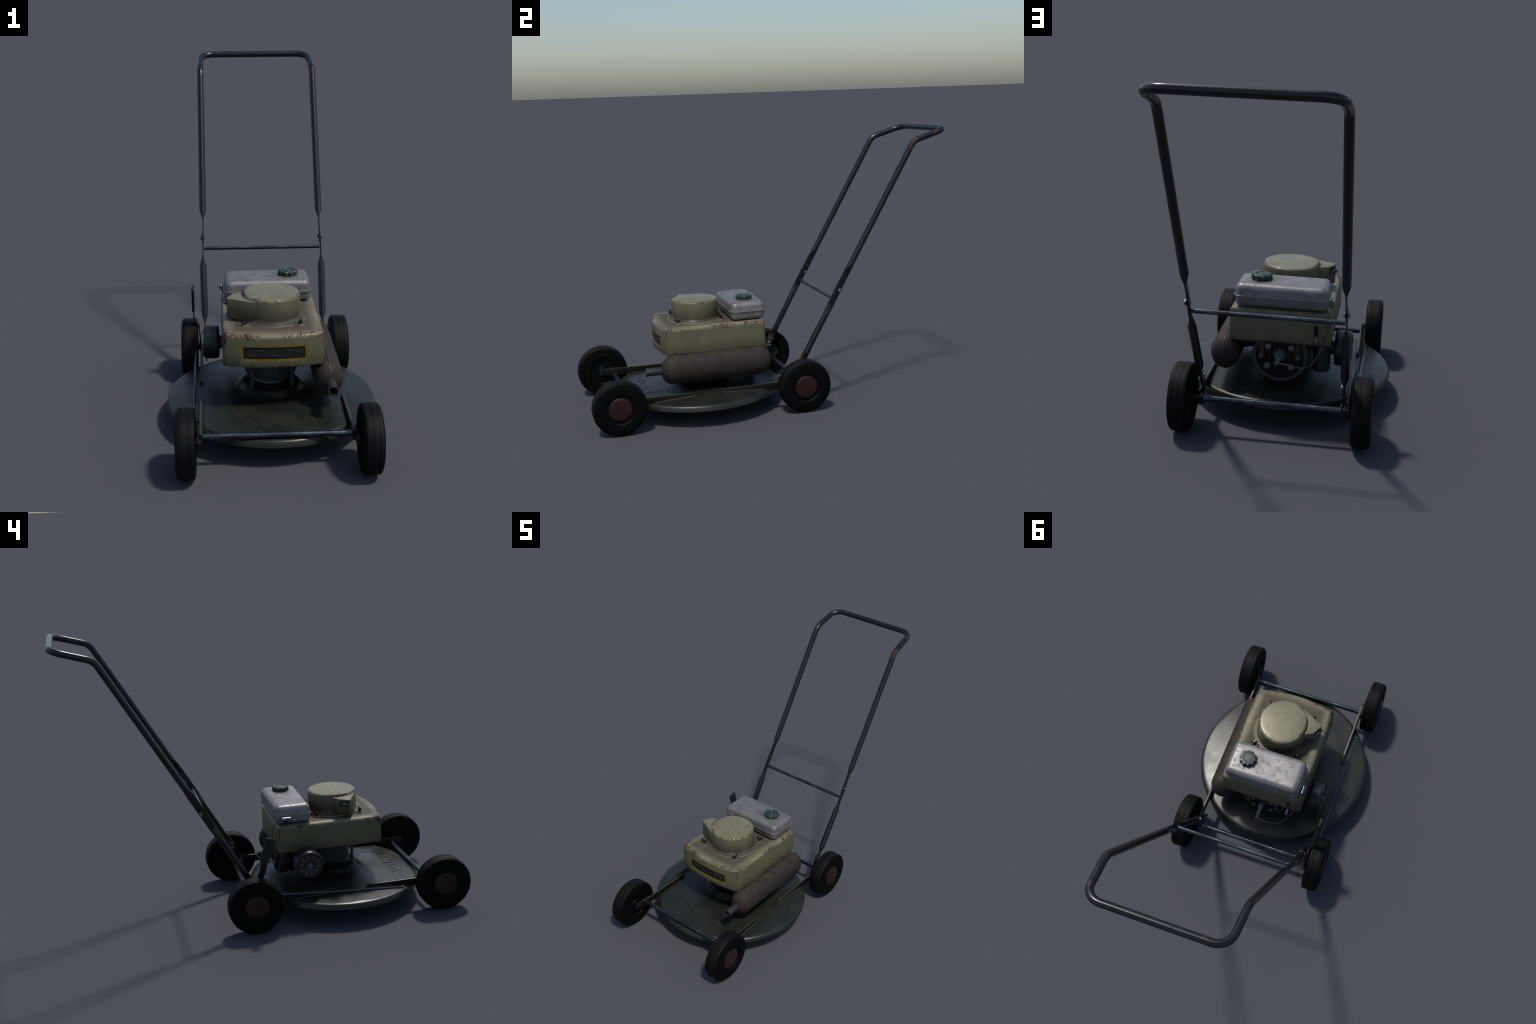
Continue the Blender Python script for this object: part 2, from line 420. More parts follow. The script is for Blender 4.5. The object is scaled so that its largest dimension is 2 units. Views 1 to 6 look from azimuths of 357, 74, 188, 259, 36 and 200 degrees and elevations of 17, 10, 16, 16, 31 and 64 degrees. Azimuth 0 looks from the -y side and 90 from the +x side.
# letter strokes in a unit cell (x 0..1, y 0..1)
GLYPH = {'U': [((0, 1), (0, 0)), ((0, 0), (1, 0)), ((1, 0), (1, 1))], 'T': [((0, 1), (1, 1)), ((.5, 1), (.5, 0))],
         'I': [((.5, 1), (.5, 0))], 'L': [((0, 1), (0, 0)), ((0, 0), (1, 0))], 'Y': [((0, 1), (.5, .45)), ((1, 1), (.5, .45)), ((.5, .45), (.5, 0))],
         'V': [((0, 1), (.5, 0)), ((.5, 0), (1, 1))], 'C': [((1, 1), (0, 1)), ((0, 1), (0, 0)), ((0, 0), (1, 0))],
         'A': [((0, 0), (0, 1)), ((0, 1), (1, 1)), ((1, 1), (1, 0)), ((0, .45), (1, .45))]}
def letter(ch, cx, cy, w, h, t, place, d0, d1, bv_=.16):
    parts = []
    for k, ((ax, ay), (bx, by)) in enumerate(GLYPH[ch]):
        a = V((cx + (ax - .5) * w, cy + (ay - .5) * h, 0)); b = V((cx + (bx - .5) * w, cy + (by - .5) * h, 0))
        d = (b - a).normalized(); nrm = V((-d.y, d.x, 0)); a -= d * t * .5; b += d * t * .5
        e = .00012 * k
        q = [(a + nrm * t * .5), (a - nrm * t * .5), (b - nrm * t * .5), (b + nrm * t * .5)]
        parts.append(prism([(p.x, p.y) for p in q], d0, d1 + e, place, 0))
    bm = bmesh.new()
    v, f = merge(*parts); bv = [bm.verts.new(p) for p in v]
    for q in f: bm.faces.new([bv[i] for i in q])
    bmesh.ops.bevel(bm, geom=list(bm.edges), offset=t * bv_, segments=2, affect='EDGES')
    return bm

# ------------------------------------------------------------------ the thing
mower = bpy.data.objects.new('lawn_mower', None); bpy.context.scene.collection.objects.link(mower)
mower['label'] = 'old push lawn mower with cream engine hood and grey tank'
mower['category'] = 'lawn mower'

# ---- deck -------------------------------------------------------------------
DC = V((0, -.385, 0))
TOP = [(0, .196), (.09, .196), (.104, .194), (.116, .189), (.125, .180), (.131, .169), (.140, .158), (.156, .150), (.19, .1455),
       (.25, .1415), (.317, .1365), (.37, .1305), (.41, .1255), (.430, .1226), (.4385, .1200), (.4435, .1155), (.4470, .1080), (.4500, .094)]
def cone_z(r):
    for (a, za), (b, zb) in zip(TOP, TOP[1:]):
        if r <= b: return za + (zb - za) * (r - a) / (b - a)
    return .1215
def dense(pr, n=3):
    out = []
    for (a, za), (b, zb) in zip(pr, pr[1:]):
        for k in range(n): out.append((a + (b - a) * k / n, za + (zb - za) * k / n))
    return out + [pr[-1]]
under = [(.444, .094), (.440, .108), (.43, .115), (.36, .124), (.25, .134), (.16, .142), (.13, .165), (.1, .18), (0, .184)]
vs, fs = revolve(dense(TOP) + under, DC, (0, 0, 1), 144)
for v in vs:   # gentle dents in the pressed sheet
    r = math.hypot(v.x, v.y - DC.y)
    if .15 < r < .43: v.z += .0016 * mnoise.noise(v * 9)
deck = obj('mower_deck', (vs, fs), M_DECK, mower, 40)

def apron_front(x):    # straight front lip that runs into the round rim
    a, b = -.786, -.385 - math.sqrt(.438 ** 2 - x * x); k = .008
    h = max(0, min(1, .5 + .5 * (a - b) / k)); return b * (1 - h) + a * h + k * h * (1 - h)
def apron_z(x, y):
    c = cone_z(math.hypot(x, y - DC.y)); p = .1265 - .004 * max(0, (-y - .70) / .095) + .02 * max(0, -.62 - y + .0) * -0.2
    k = .006; h = max(0, min(1, .5 + .5 * (c - p) / k))
    return p * (1 - h) + c * h + k * h * (1 - h)
NX, NY = 60, 44; vs, fs = [], []
for lay in (0, 1):
    for j in range(NY + 1):
        for i in range(NX + 1):
            x = -.286 + .572 * i / NX; yf = apron_front(x); f = j / NY
            y = yf + (-.44 - yf) * f ** 1.35
            z = apron_z(x, y) + .0022 * min(1, (y - yf) / .01 + .0) + .0008 * mnoise.noise(V((x * 11, y * 11, 2)))
            e = (y - yf) / .006
            if e < 1: z -= .004 * (1 - max(e, 0)) ** 2
            z -= .0035 * f ** 3
            vs.append(V((x, y + (.0008 if lay else 0), z if not lay else z - .010)))
W = NX + 1; S = W * (NY + 1)
for lay in (0, 1):
    for j in range(NY):
        for i in range(NX):
            a = lay * S + j * W + i; fs.append([a, a + 1, a + W + 1, a + W])
for i in range(NX):
    for j in (0, NY): a = j * W + i; fs.append([a, a + 1, S + a + 1, S + a])
for j in range(NY):
    for i in (0, NX): a = j * W + i; fs.append([a, a + W, S + a + W, S + a])
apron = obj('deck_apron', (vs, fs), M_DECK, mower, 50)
for ch, cx, w in (('V', -.119, .054), ('I', -.0575, .03), ('C', .002, .040), ('T', .063, .042), ('A', .136, .038)):
    def place(u, v, d): return V((u, v, apron_z(u, v) + .0015 + d))
    obj('embossed_letter', letter(ch, cx, -.685, w - .005, .037, .0105, place, -.004, .0027, .19), M_EMBOSS, apron, 20)

# ---- side rails and axles ---------------------------------------------------
def rail(x, y0, y1, tip_front):
    """bar standing on edge; its tip runs out into the sloping deck"""
    top, bot = .158, .117
    ps = [(y0, bot), (y1, bot), (y1, top)]
    d = 1 if y1 > y0 else -1; tip = [(y0 + d * .016, .1540), (y0 + d * .005, .1515), (y0, .1445)]
    poly = ps + tip
    if y1 < y0: poly = poly[::-1]
    return prism(poly, x - .006, x + .006, lambda u, v, d: V((d, u, v)), .0025)
def weld(x, y0, y1):
    pts = []
    for k in range(25):
        y = y0 + (y1 - y0) * k / 24; r = math.hypot(x, y - DC.y)
        if r < .43: pts.append(V((x, y, cone_z(r) + .0012)))
    return tube(pts, .0026, 6)
for sx in (1, -1):
    obj('weld_bead', merge(weld(sx * .3085, -.462, -.80), weld(sx * .3085, -.314, .0), weld(sx * .2935, -.314, .0)), M_WELD, mower, 60, 'stuff')
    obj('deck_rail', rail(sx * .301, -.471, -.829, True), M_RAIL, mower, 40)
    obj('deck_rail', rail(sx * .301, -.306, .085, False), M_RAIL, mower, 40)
def axle(y, z, x0, x1, r=.0118):
    return cyl((x0, y, z), (x1, y, z), r, 20, .001)
obj('axle_bar', axle(-.806, .138, -.297, .297), M_STEEL, mower)
obj('axle_bar', axle(.116, .139, -.276, .276), M_STEEL, mower)

bolt_mesh = obj('bolt', hexbolt(.0085, .007), M_BOLT, mower, 30)
def bolt(loc, axis, parent, scale=1., roll=None, name='bolt'):
    return inst(bolt_mesh, name, loc, axis, parent, rnd.uniform(0, 1) if roll is None else roll, scale)

def strip(a, b, w, th, x, rnd_n=6):
    """flat strap in a plane of constant x with rounded ends, a and b are (y, z)"""
    a, b = V((a[0], a[1])), V((b[0], b[1])); d = (b - a).normalized(); t0 = math.atan2(d.y, d.x); poly = []
    for c, s in ((b, -pi / 2), (a, pi / 2)):
        for k in range(rnd_n + 1):
            t = t0 + s + pi * k / rnd_n; poly.append((c.x + cos(t) * w / 2, c.y + sin(t) * w / 2))
    return prism(poly, x - th / 2, x + th / 2, lambda u, v, q: V((q, u, v)), th * .2)
for sx in (1, -1):
    arm = obj('axle_arm', box((sx * .3105, -.830, .139), (.006, .108, .040), .002), M_ARM, mower)
    obj('axle_stub', merge(cyl((sx * .300, -.861, .139), (sx * .345, -.861, .139), .010, 16), cyl((sx * .3135, -.863, .139), (sx * .318, -.863, .139), .019, 20)), M_ARM, arm)
    br = obj('handle_bracket', merge(strip((.052, .106), (.116, .232), .036, .005, sx * .2795), box((sx * .290, .095, .125), (.022, .040, .036), .002)), M_ARM, mower)
    obj('axle_stub', merge(cyl((sx * .285, .117, .139), (sx * .345, .117, .139), .010, 16), cyl((sx * .3135, .117, .139), (sx * .318, .117, .139), .019, 20)), M_ARM, br)
    bolt((sx * .2765, .114, .218), (-sx, 0, 0), br, 1.05); bolt((sx * .2765, .072, .139), (-sx, 0, 0), br, .95)
    bolt((sx * .2900, .114, .218), (sx, 0, 0), br, 1.05)
    obj('spring_washer', revolve([(.0065, 0), (.0125, 0), (.0125, .008), (.0065, .008)], (sx * .2775, .121, .236), (-sx, 0, 0), 20, True), M_BOLT, br)
bolt_mesh.hide_render = True

# ---- wheels -----------------------------------------------------------------
RW = .139
TYRE = [(.077, .0385), (.080, .0420), (.088, .0425), (.112, .0420), (.124, .0405), (.1325, .0375), (.1365, .0335), (.1385, .0285),
        (.1390, .0225), (.1375, .0215), (.1375, .0190), (.1390, .0180), (.1390, -.0040), (.1376, -.0050), (.1376, -.0075), (.1390, -.0085),
        (.1390, -.0190), (.1376, -.0200), (.1376, -.0220), (.1388, -.0230),
        (.1370, -.0295), (.1320, -.0335), (.122, -.0355), (.108, -.0365), (.106, -.0355), (.104, -.0365), (.084, -.0368), (.078, -.0355), (.074, -.0300), (.074, .036)]
RIM = [(.0765, .0370), (.0735, .0335), (.067, .0325), (.0635, .0335), (.0625, .0375), (.0600, .0385), (.0585, .0360), (.0, .036),
       ]
RIM_IN = [(.0760, -.0300), (.070, -.0255), (.050, -.0245), (.032, -.0245), (.028, -.030), (.018, -.031), (.0, -.031)]
HUB = [(.0592, .0360), (.0592, .0395), (.0575, .0412), (.050, .0422), (.035, .0432), (.018, .0437), (0, .0438)]
def wheel_mesh():
    root = None
    rim = obj('wheel', revolve(RIM_IN[::-1] + RIM, (0, 0, 0), (1, 0, 0), 36), M_RIM, mower, 30)
    ty = obj('tyre', revolve(TYRE, (0, 0, 0), (1, 0, 0), 30, True), M_TYRE, rim, 32)
    hb = obj('hub_cap', revolve(HUB, (0, 0, 0), (1, 0, 0), 36), M_HUB, rim, 40)
    return rim, ty, hb
w0 = wheel_mesh()
XC = .3555
first = True
for sx, y in ((1, -.861), (-1, -.861), (1, .117), (-1, .117)):
    if first: rim, ty, hb = w0; first = False
    else:
        rim, ty, hb = (o.copy() for o in w0)
        for o in (rim, ty, hb): bpy.context.scene.collection.objects.link(o)
        ty.parent = rim; hb.parent = rim
    rim.matrix_local = Matrix.Translation((sx * XC, y, RW)) @ Matrix.Rotation(0 if sx > 0 else pi, 4, 'Z') @ Matrix.Rotation(rnd.uniform(0, 6), 4, 'X')
    rim.parent = mower

# ---- handle -----------------------------------------------------------------
RT = .0166
def hline(x0, x1, z):      # the two legs of the handle lie on one straight line
    f = (z - .22) / 1.17; return V((x0 + (x1 - x0) * f, .1135 + (z - .22) * .5675, z))
def flat(s, L, f0, r0, f1, r1):
    """0 = round, 1 = pressed flat: f0/f1 flat length and r0/r1 run-out at the ends"""
    def k(d, f, r):
        if f <= 0: return 0
        t = max(0, min(1, (d - f) / r)); return 1 - t * t * (3 - 2 * t)
    return max(k(s, f0, r0), k(L - s, f1, r1))
def pressed(w):
    return RT * (1 - w) + .0032 * w, RT * (1 - w) + .0188 * w
for sx in (1, -1):
    pts = resample([hline(sx * .2845, sx * .287, .205), hline(sx * .2845, sx * .287, .640)], .008)
    pts = [p + V((sx * .0045 * max(0, min(1, (p.z - .30) / .2)), 0, 0)) for p in pts]
    L = sum((b - a).length for a, b in zip(pts, pts[1:]))
    leg = obj('handle_leg', sweep(pts, lambda i, s: pressed(flat(s, L, .050, .060, .105, .065)), (1, 0, 0), 20), M_HANDLE, mower, 50)
    bolt((sx * .2942, .352, .618), (sx, 0, 0), leg, 1.1); bolt((sx * .2825, .352, .618), (-sx, 0, 0), leg, .9)
zs = .598
A = [hline(.2935 - .0075, .2935 - .0075, zs), V((.2875, .7905, 1.394)), V((.2865, .9834, 1.4512))]
A[0].x = .2866
A[2].x = .2795
P = [A[0], A[1], A[2]] + [V((-p.x, p.y, p.z)) for p in reversed(A)]
P[3].x = -.283
pts = resample(fillet(P, [.08, .066, .066, .08], 6), .02)
fine = []
for a, b in zip(pts, pts[1:]):   # extra sections where the tube is pressed
    n = 3 if min(a.z, b.z) < .80 else 1
    for k in range(n): fine.append(a.lerp(b, k / n))
pts = fine + [pts[-1]]
L = sum((b - a).length for a, b in zip(pts, pts[1:]))
bow = obj('handle_bow', sweep(pts, lambda i, s: pressed(flat(s, L, .115, .062, .115, .062)), (1, 0, 0), 20), M_HANDLE, mower, 50)
obj('handle_crossbar', cyl((-.284, .3165, .575), (.284, .3165, .575), .0090, 18), M_STEEL, mower)

# ---- cutting height lever and rod (left side) -------------------------------
def ribbon(path, w, th, wdir):
    """flat bar following a path, broad side along wdir"""
    rings = []
    for i, p in enumerate(path):
        t = (path[min(i + 1, len(path) - 1)] - path[max(i - 1, 0)]).normalized()
        wd = (wdir - t * t.dot(wdir)).normalized(); nn = t.cross(wd)
        b = .0012
        o = [(w / 2, th / 2 - b), (w / 2 - b, th / 2), (-w / 2 + b, th / 2), (-w / 2, th / 2 - b), (-w / 2, -th / 2 + b), (-w / 2 + b, -th / 2), (w / 2 - b, -th / 2), (w / 2, -th / 2 + b)]
        rings.append([p + wd * u + nn * v for u, v in o])
    return loft(rings)
lv = [V((-.3095, .104, .130)), V((-.3095, .095, .20)), V((-.311, .084, .253)), V((-.318, .079, .268)), V((-.335, .070, .303)), V((-.337, .064, .335)), V((-.337, .026, .468))]
WD = V((0, .95, .28))
lever = obj('height_lever', ribbon(lv, .032, .0045, WD), M_ARM, mower, 30)
gp = [V((-.337, .061, .352)), V((-.337, .043, .410)), V((-.337, .024, .472))]
grip = obj('lever_grip', ribbon(gp, .046, .011, WD), M_LEVER, lever, 30)
ribs = []
for k in range(4):
    o = WD.normalized() * (-.014 + .0093 * k)
    ribs.append(tube([gp[0].lerp(gp[2], .06) + o + V((-.0056, 0, 0)), gp[0].lerp(gp[2], .94) + o + V((-.0056, 0, 0))], .0014, 6))
obj('grip_rib', merge(*ribs), M_LEVER, lever, 30, 'stuff')
q = []
for k in range(25):
    t = k / 24; a = pi * (.10 + .62 * t); rr = .088 + (.004 if k % 2 else 0); q.append((.092 + rr * cos(a), .118 + rr * sin(a)))
obj('height_quadrant', prism(q + [(.040, .112), (.092, .105), (.150, .112)], -.307, -.303, lambda u, v, d: V((d, u, v)), 0), M_ARM, lever, 25)
obj('lever_knob', cyl((-.303, .075, .165), (-.316, .075, .165), .009, 14, .001), M_ARM, lever)
rod = spline([(-.318, .095, .176), (-.330, .0, .170), (-.330, -.30, .1485), (-.331, -.48, .1385), (-.332, -.655, .1275)], 6)
obj('linkage_rod', merge(tube(rod, .0048, 10), revolve([(0, -.006), (.005, -.005), (.0062, 0), (.005, .005), (0, .006)], rod[-1], (0, 1, 0), 12),
                         cyl((-.300, -.650, .1275), (-.334, -.650, .1275), .0042, 10)), M_ROD, mower)

# ---- engine block -----------------------------------------------------------
EC = (0, -.385)
block = obj('crankcase', merge(
    revolve([(.086, .168), (.086, .196), (.082, .203), (.080, .206), (.0795, .212), (.0745, .216), (.0735, .345), (.0, .345)], (0, EC[1], 0), (0, 0, 1), 48),
    revolve([(.070, .196), (.108, .214), (.114, .230), (.114, .345), (0, .345)], (0, EC[1] + .035, 0), (0, 0, 1), 48)), M_ENGINE, mower, 35)
obj('base_ring', revolve([(.104, .180), (.104, .1985), (.098, .202), (.08, .2025)], (0, EC[1] + .005, 0), (0, 0, 1), 48), M_BLACK, block)
for px, py in ((.084, -.462), (-.084, -.462), (.094, -.292), (-.094, -.292)):
    obj('mounting_post', merge(cyl((px, py, .197), (px, py, .345), .0072, 16), cyl((px, py, .180), (px, py, .198), .0078, 6, .001)), M_ENGINE, block)
CZ, CX = .274, -.002
fins = [revolve([(0, 0), (.096, 0), (.096, .19), (0, .19)], (CX, -.082, CZ), (0, -1, 0), 48)]
for k in range(6):
    y = -.098 - .030 * k
    fins.append(revolve([(.095, .0135), (.104, .012), (.115, .0035), (.1165, 0), (.115, -.0035), (.104, -.012), (.095, -.0135)], (CX, y - .012, CZ), (0, 1, 0), 56, True))
cylinder = obj('finned_cylinder', merge(*fins), M_HEAD, mower, 35)
head = obj('cylinder_head', merge(
    revolve([(.097, -.030), (.115, -.028), (.1165, -.020), (.1165, .004), (.114, .008), (.105, .009), (.099, .008), (.0975, -.004), (.0975, -.014)], (CX, -.075, CZ), (0, 1, 0), 64, True),
    ), M_ENGINE, mower, 35)
obj('head_face', cyl((CX, -.100, CZ), (CX, -.084, CZ), .0985, 64), M_HEAD, head)
for k in range(-4, 5):
    x = .0195 * k; hh = math.sqrt(.095 ** 2 - x * x)
    tp = prism([(x - .0028, -hh), (x + .0028, -hh), (x + .0028, hh), (x - .0028, hh)], -.088, -.0595, lambda u, v, d: V((CX + u, d, CZ + v)), .0015)
    obj('head_rib', tp, M_HEAD, head, 30)
obj('plug_boss', revolve([(.040, -.088), (.036, -.066), (.024, -.058), (.020, -.056), (0, -.056)], (CX, 0, CZ - .002), (0, 1, 0), 32), M_HEAD, head)
for bx, bz in ((.048, .042), (-.048, .042), (.048, -.042), (-.048, -.042)):
    obj('bolt_boss', cyl((CX + bx, -.088, CZ + bz), (CX + bx, -.054, CZ + bz), .0145, 20, .002), M_HEAD, head)
    o = bolt((CX + bx, -.053, CZ + bz), (0, 1, 0), head, 1.32); o.hide_render = False
for sx in (1, -1):
    st = obj('head_strap', box((CX + sx * .075, -.0545, .308), (.022, .004, .092), .0015), M_RUST, head)
    o = bolt((CX + sx * .075, -.0515, .273), (0, 1, 0), head, .80); o.hide_render = False
plug = obj('spark_plug', merge(revolve([(.0175, 0), (.0175, .010), (.0150, .012)], (CX, -.052, .277), (0, 1, 0), 6),
    revolve([(.0205, 0), (.0205, .003)], (CX, -.056, .277), (0, 1, 0), 24), revolve([(.013, 0), (.012, .010), (.0105, .013)], (CX, -.040, .277), (0, 1, 0), 20)), M_BOLT, mower)
obj('plug_insulator', revolve([(.0098, 0), (.0095, .014), (.0085, .016), (.0075, .042), (.006, .046)], (CX, -.028, .277), (0, 1, 0), 18), M_CERAMIC, plug)
obj('plug_terminal', revolve([(.0062, 0), (.0072, .004), (.0062, .010), (.0035, .012), (.0035, .015), (.0050, .018), (.0048, .023), (0, .0255)], (CX, .0195, .277), (0, 1, 0), 16), M_BOLT, plug)

# ---- carburettor and starter housing ---------------------------------------
CB = (-.166, -.172)
carb = obj('carburettor', merge(
    revolve([(0, .179), (.012, .179), (.013, .182), (.030, .184), (.035, .190), (.037, .200), (.037, .262), (.042, .264), (.042, .270), (.038, .273), (.036, .29), (.036, .345), (0, .345)], (CB[0], CB[1], 0), (0, 0, 1), 36),
    cyl((-.09, CB[1], .305), (-.16, CB[1], .305), .030, 24)), M_ENGINE, mower, 35)
RY, RZ = -.183, .284
reel = obj('starter_housing', revolve([(.030, .150), (.030, .2185), (.060, .2190), (.069, .2210), (.0738, .2270), (.0745, .234), (.0745, .274), (.0730, .282), (.0690, .2875), (.0640, .2885), (.0625, .2845), (.0, .2845)],
    (0, RY, RZ), (-1, 0, 0), 56), M_REEL, mower, 35)
for k in range(10):
    a = 2 * pi * k / 10 + .12; r0, r1 = .034, .0545
    poly = [(r0, -.0055), (r1, -.0088), (r1, .0088), (r0, .0055)]
    poly = [(u * cos(a) - v * sin(a), u * sin(a) + v * cos(a)) for u, v in poly]
    obj('cooling_slot', prism(poly, -.2840, -.2855, lambda u, v, d: V((d, RY + u, RZ + v)), 0), M_YELLOW, reel, 0)
obj('pulley_plate', prism([(.034 * cos(t), .034 * sin(t)) for t in [pi * (1.15 + .7 * k / 12) for k in range(13)]], -.2842, -.2862, lambda u, v, d: V((d, RY + u, RZ + v)), 0), M_ENGINE, reel, 20)
o = bolt((-.2850, RY, RZ), (-1, 0, 0), reel, 1.25, .3); o.hide_render = False

# ---- engine hood ------------------------------------------------------------
HY0, HY1 = -.583, -.043
def hood_ring(z, inset):
    hy = (HY1 - HY0) / 2; cy = (HY1 + HY0) / 2; out = []
    for x, y in rrect(HW, hy, .015, 14, 6, inset):
        w = max(0, -y / hy) ** 3
        out.append(V((x, cy + y - FRONT_BOW * (1 - min(1, (x / (HW - .004)) ** 2)) * w, z)))
    return out
R = .021; Z0 = .336
rings = [hood_ring(Z0 + .004, .010), hood_ring(Z0, .005), hood_ring(Z0 + .0015, .0015), hood_ring(Z0 + .006, 0), hood_ring(.40, 0), hood_ring(ZT - R, .0015)]
for k in range(1, 9):
    a = pi / 2 * k / 8; rings.append(hood_ring(ZT - R + R * sin(a), .0015 + R * (1 - cos(a))))
for ins in (.05, .10, .15): rings.append(hood_ring(ZT + .0006, ins))
hood = obj('engine_hood', loft(rings), M_HOOD, mower, 35)
def front_y(x): return HY0 - FRONT_BOW * (1 - (x / (HW - .004)) ** 2)
BX0, BX1, BZ0, BZ1 = -.1335, .1345, .3655, .4335
def bowed(x0, x1, z0, z1, d0, d1, n=20):
    rings = []
    for k in range(n + 1):
        x = x0 + (x1 - x0) * k / n; y = front_y(x)
        rings.append([V((x, y + d0, z0)), V((x, y + d0, z1)), V((x, y + d1, z1)), V((x, y + d1, z0))])
    return loft(rings)
boolean(hood, obj('cut', bowed(BX0, BX1, BZ0, BZ1, -.03, .0065), M_HOOD, None, 0))
boolean(hood, obj('cut', box((-.1485, -.043, .391), (.017, .03, .062), 0), M_HOOD, None, 0))
boolean(hood, obj('cut', box((-.1405, -.043, .346), (.0022, .02, .05), 0), M_HOOD, None, 0))
obj('slot_back', box((-.1485, -.0545, .391), (.024, .004, .070), 0), M_BLACK, hood, 0)
fw = .0078
badge = obj('badge', bowed(BX0 + .002, BX1 - .002, BZ0 + .002, BZ1 - .002, .0035, .0063), M_BADGE, hood, 30)
for k, (a, b, c, d) in enumerate(((BX0 + .0006, BX1 - .0006, BZ1 - fw, BZ1 - .0006), (BX0 + .0006, BX1 - .0006, BZ0 + .0006, BZ0 + fw),
                  (BX0 + .0006, BX0 + fw, BZ0 + fw, BZ1 - fw), (BX1 - fw, BX1 - .0006, BZ0 + fw, BZ1 - fw))):
    obj('badge_frame', bowed(a, b, c, d, .0012, .0062), M_GOLD, hood, 30)
for ch, cx in (('U', -.093), ('T', -.054), ('I', -.0235), ('L', .006), ('I', .0337), ('T', .0614), ('Y', .101)):
    def place(u, v, d): return V((u, front_y(u) + .0036 - d, v))
    obj('letter', letter(ch, cx, .3995, .0255 if ch != 'Y' else .028, .0225, .0040, place, -.001, .0020), M_LETTER, hood, 20)
obj('stop_tag', merge(box((-.1525, -.006, .3835), (.013, .026, .0035), .001, Matrix.Rotation(-.35, 4, 'X')), cyl((-.150, -.05, .394), (-.152, -.010, .385), .0022, 8)), M_BOLT, hood)

# ---- air filter -------------------------------------------------------------
FC = (0, -.382)
FILT = [(0, .5925), (.03, .5923), (.06, .5914), (.085, .5902), (.102, .5890), (.112, .5880), (.117, .5866), (.1210, .5842), (.1235, .5800), (.1245, .574), (.1255, .545), (.1262, .520),
        (.1268, .500), (.1278, .494), (.1298, .4895), (.1325, .4867), (.1330, .4845), (0, .4845)]
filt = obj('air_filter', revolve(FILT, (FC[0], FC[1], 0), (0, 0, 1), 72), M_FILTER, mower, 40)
LUG = [math.atan2(-.119, .117), math.atan2(-.119, -.117), math.atan2(.118, .114), math.atan2(.118, -.114)]
out = []
for k in range(180):
    a = 2 * pi * k / 180; r = .1505
    for l in LUG:
        d = abs((a - l + pi) % (2 * pi) - pi); r += .0265 * max(0, 1 - (d / .13) ** 2) ** .8 if d < .13 else 0
    out.append((FC[0] + r * cos(a), FC[1] + r * sin(a)))
obj('filter_flange', prism(out, ZT - .002, .4852, lambda u, v, d: V((u, v, d)), .0010), M_FILTER, filt, 30)
# inlet snout with a slot for the choke
sn = [(-.066, -.4905), (-.182, -.4345), (-.187, -.428), (-.1865, -.421), (-.1635, -.3745), (-.157, -.3695), (-.105, -.345), (-.06, -.42)]
snout = obj('inlet_snout', prism(sn, .4905, .5765, lambda u, v, d: V((u, v, d)), .0042), M_FILTER, filt, 35)
fa, fb = V((-.1870, -.4245, 0)), V((-.1620, -.3725, 0)); fd = (fb - fa).normalized(); fn = V((-fd.y, fd.x, 0))
if fn.x > 0: fn = -fn
fm = (fa + fb) / 2
def face(u, v, d): return fm + fd * u + fn * d + V((0, 0, v))
lens = [(-.001 + .024 * math.copysign(abs(cos(t)) ** .6, cos(t)), .5565 + .0095 * math.copysign(abs(sin(t)) ** .7, sin(t))) for t in [2 * pi * k / 28 for k in range(28)]]
boolean(snout, obj('cut', prism(lens, -.022, .02, face), M_FILTER, None, 0))
obj('snout_inside', prism([(u * 1.1, v) for u, v in lens], -.0235, -.0215, face), M_BLACK, filt, 0)
ck = [(-.031, .0005), (-.022, .0045), (-.003, .0115), (.003, .0115), (.014, .006), (.031, .0035), (.027, -.0035), (.017, -.0095), (.004, -.0105), (-.016, -.0105), (-.024, -.005)]
choke = obj('choke_lever', prism([(u, .5495 + v) for u, v in ck], .0040, .0125, face, .0030), M_GREEN, filt, 30)
obj('choke_pivot', cyl(face(-.002, .549, 0), face(-.002, .549, .0145), .0055, 14, .001), M_GREEN, filt)
# wing nuts
def wing_nut():
    ear = []
    for s in (1, -1):
        pl = [(s * .004, .003), (s * .011, .004), (s * .019, .014), (s * .0185, .021), (s * .014, .0235), (s * .010, .019), (s * .0065, .012), (s * .004, .011)]
        if s < 0: pl = pl[::-1]
        ear.append(prism(pl, -.0024, .0024, lambda u, v, d: V((u, d, v)), .001))
    return merge(revolve([(.0095, 0), (.0085, .006), (.0065, .012), (.004, .013), (.004, .017), (0, .0175)], (0, 0, 0), (0, 0, 1), 16), *ear)
wn = obj('wing_nut', wing_nut(), M_WING, filt, 30)
for k, (x, y, a) in enumerate(((.117, -.500, 1.45), (-.117, -.498, .05), (.114, -.265, .3), (-.114, -.266, .2))):
    o = wn if k == 0 else wn.copy()
    if k: bpy.context.scene.collection.objects.link(o)
    o.matrix_local = Matrix.Translation((x, y, .4868)) @ Matrix.Rotation(a, 4, 'Z'); o.parent = filt

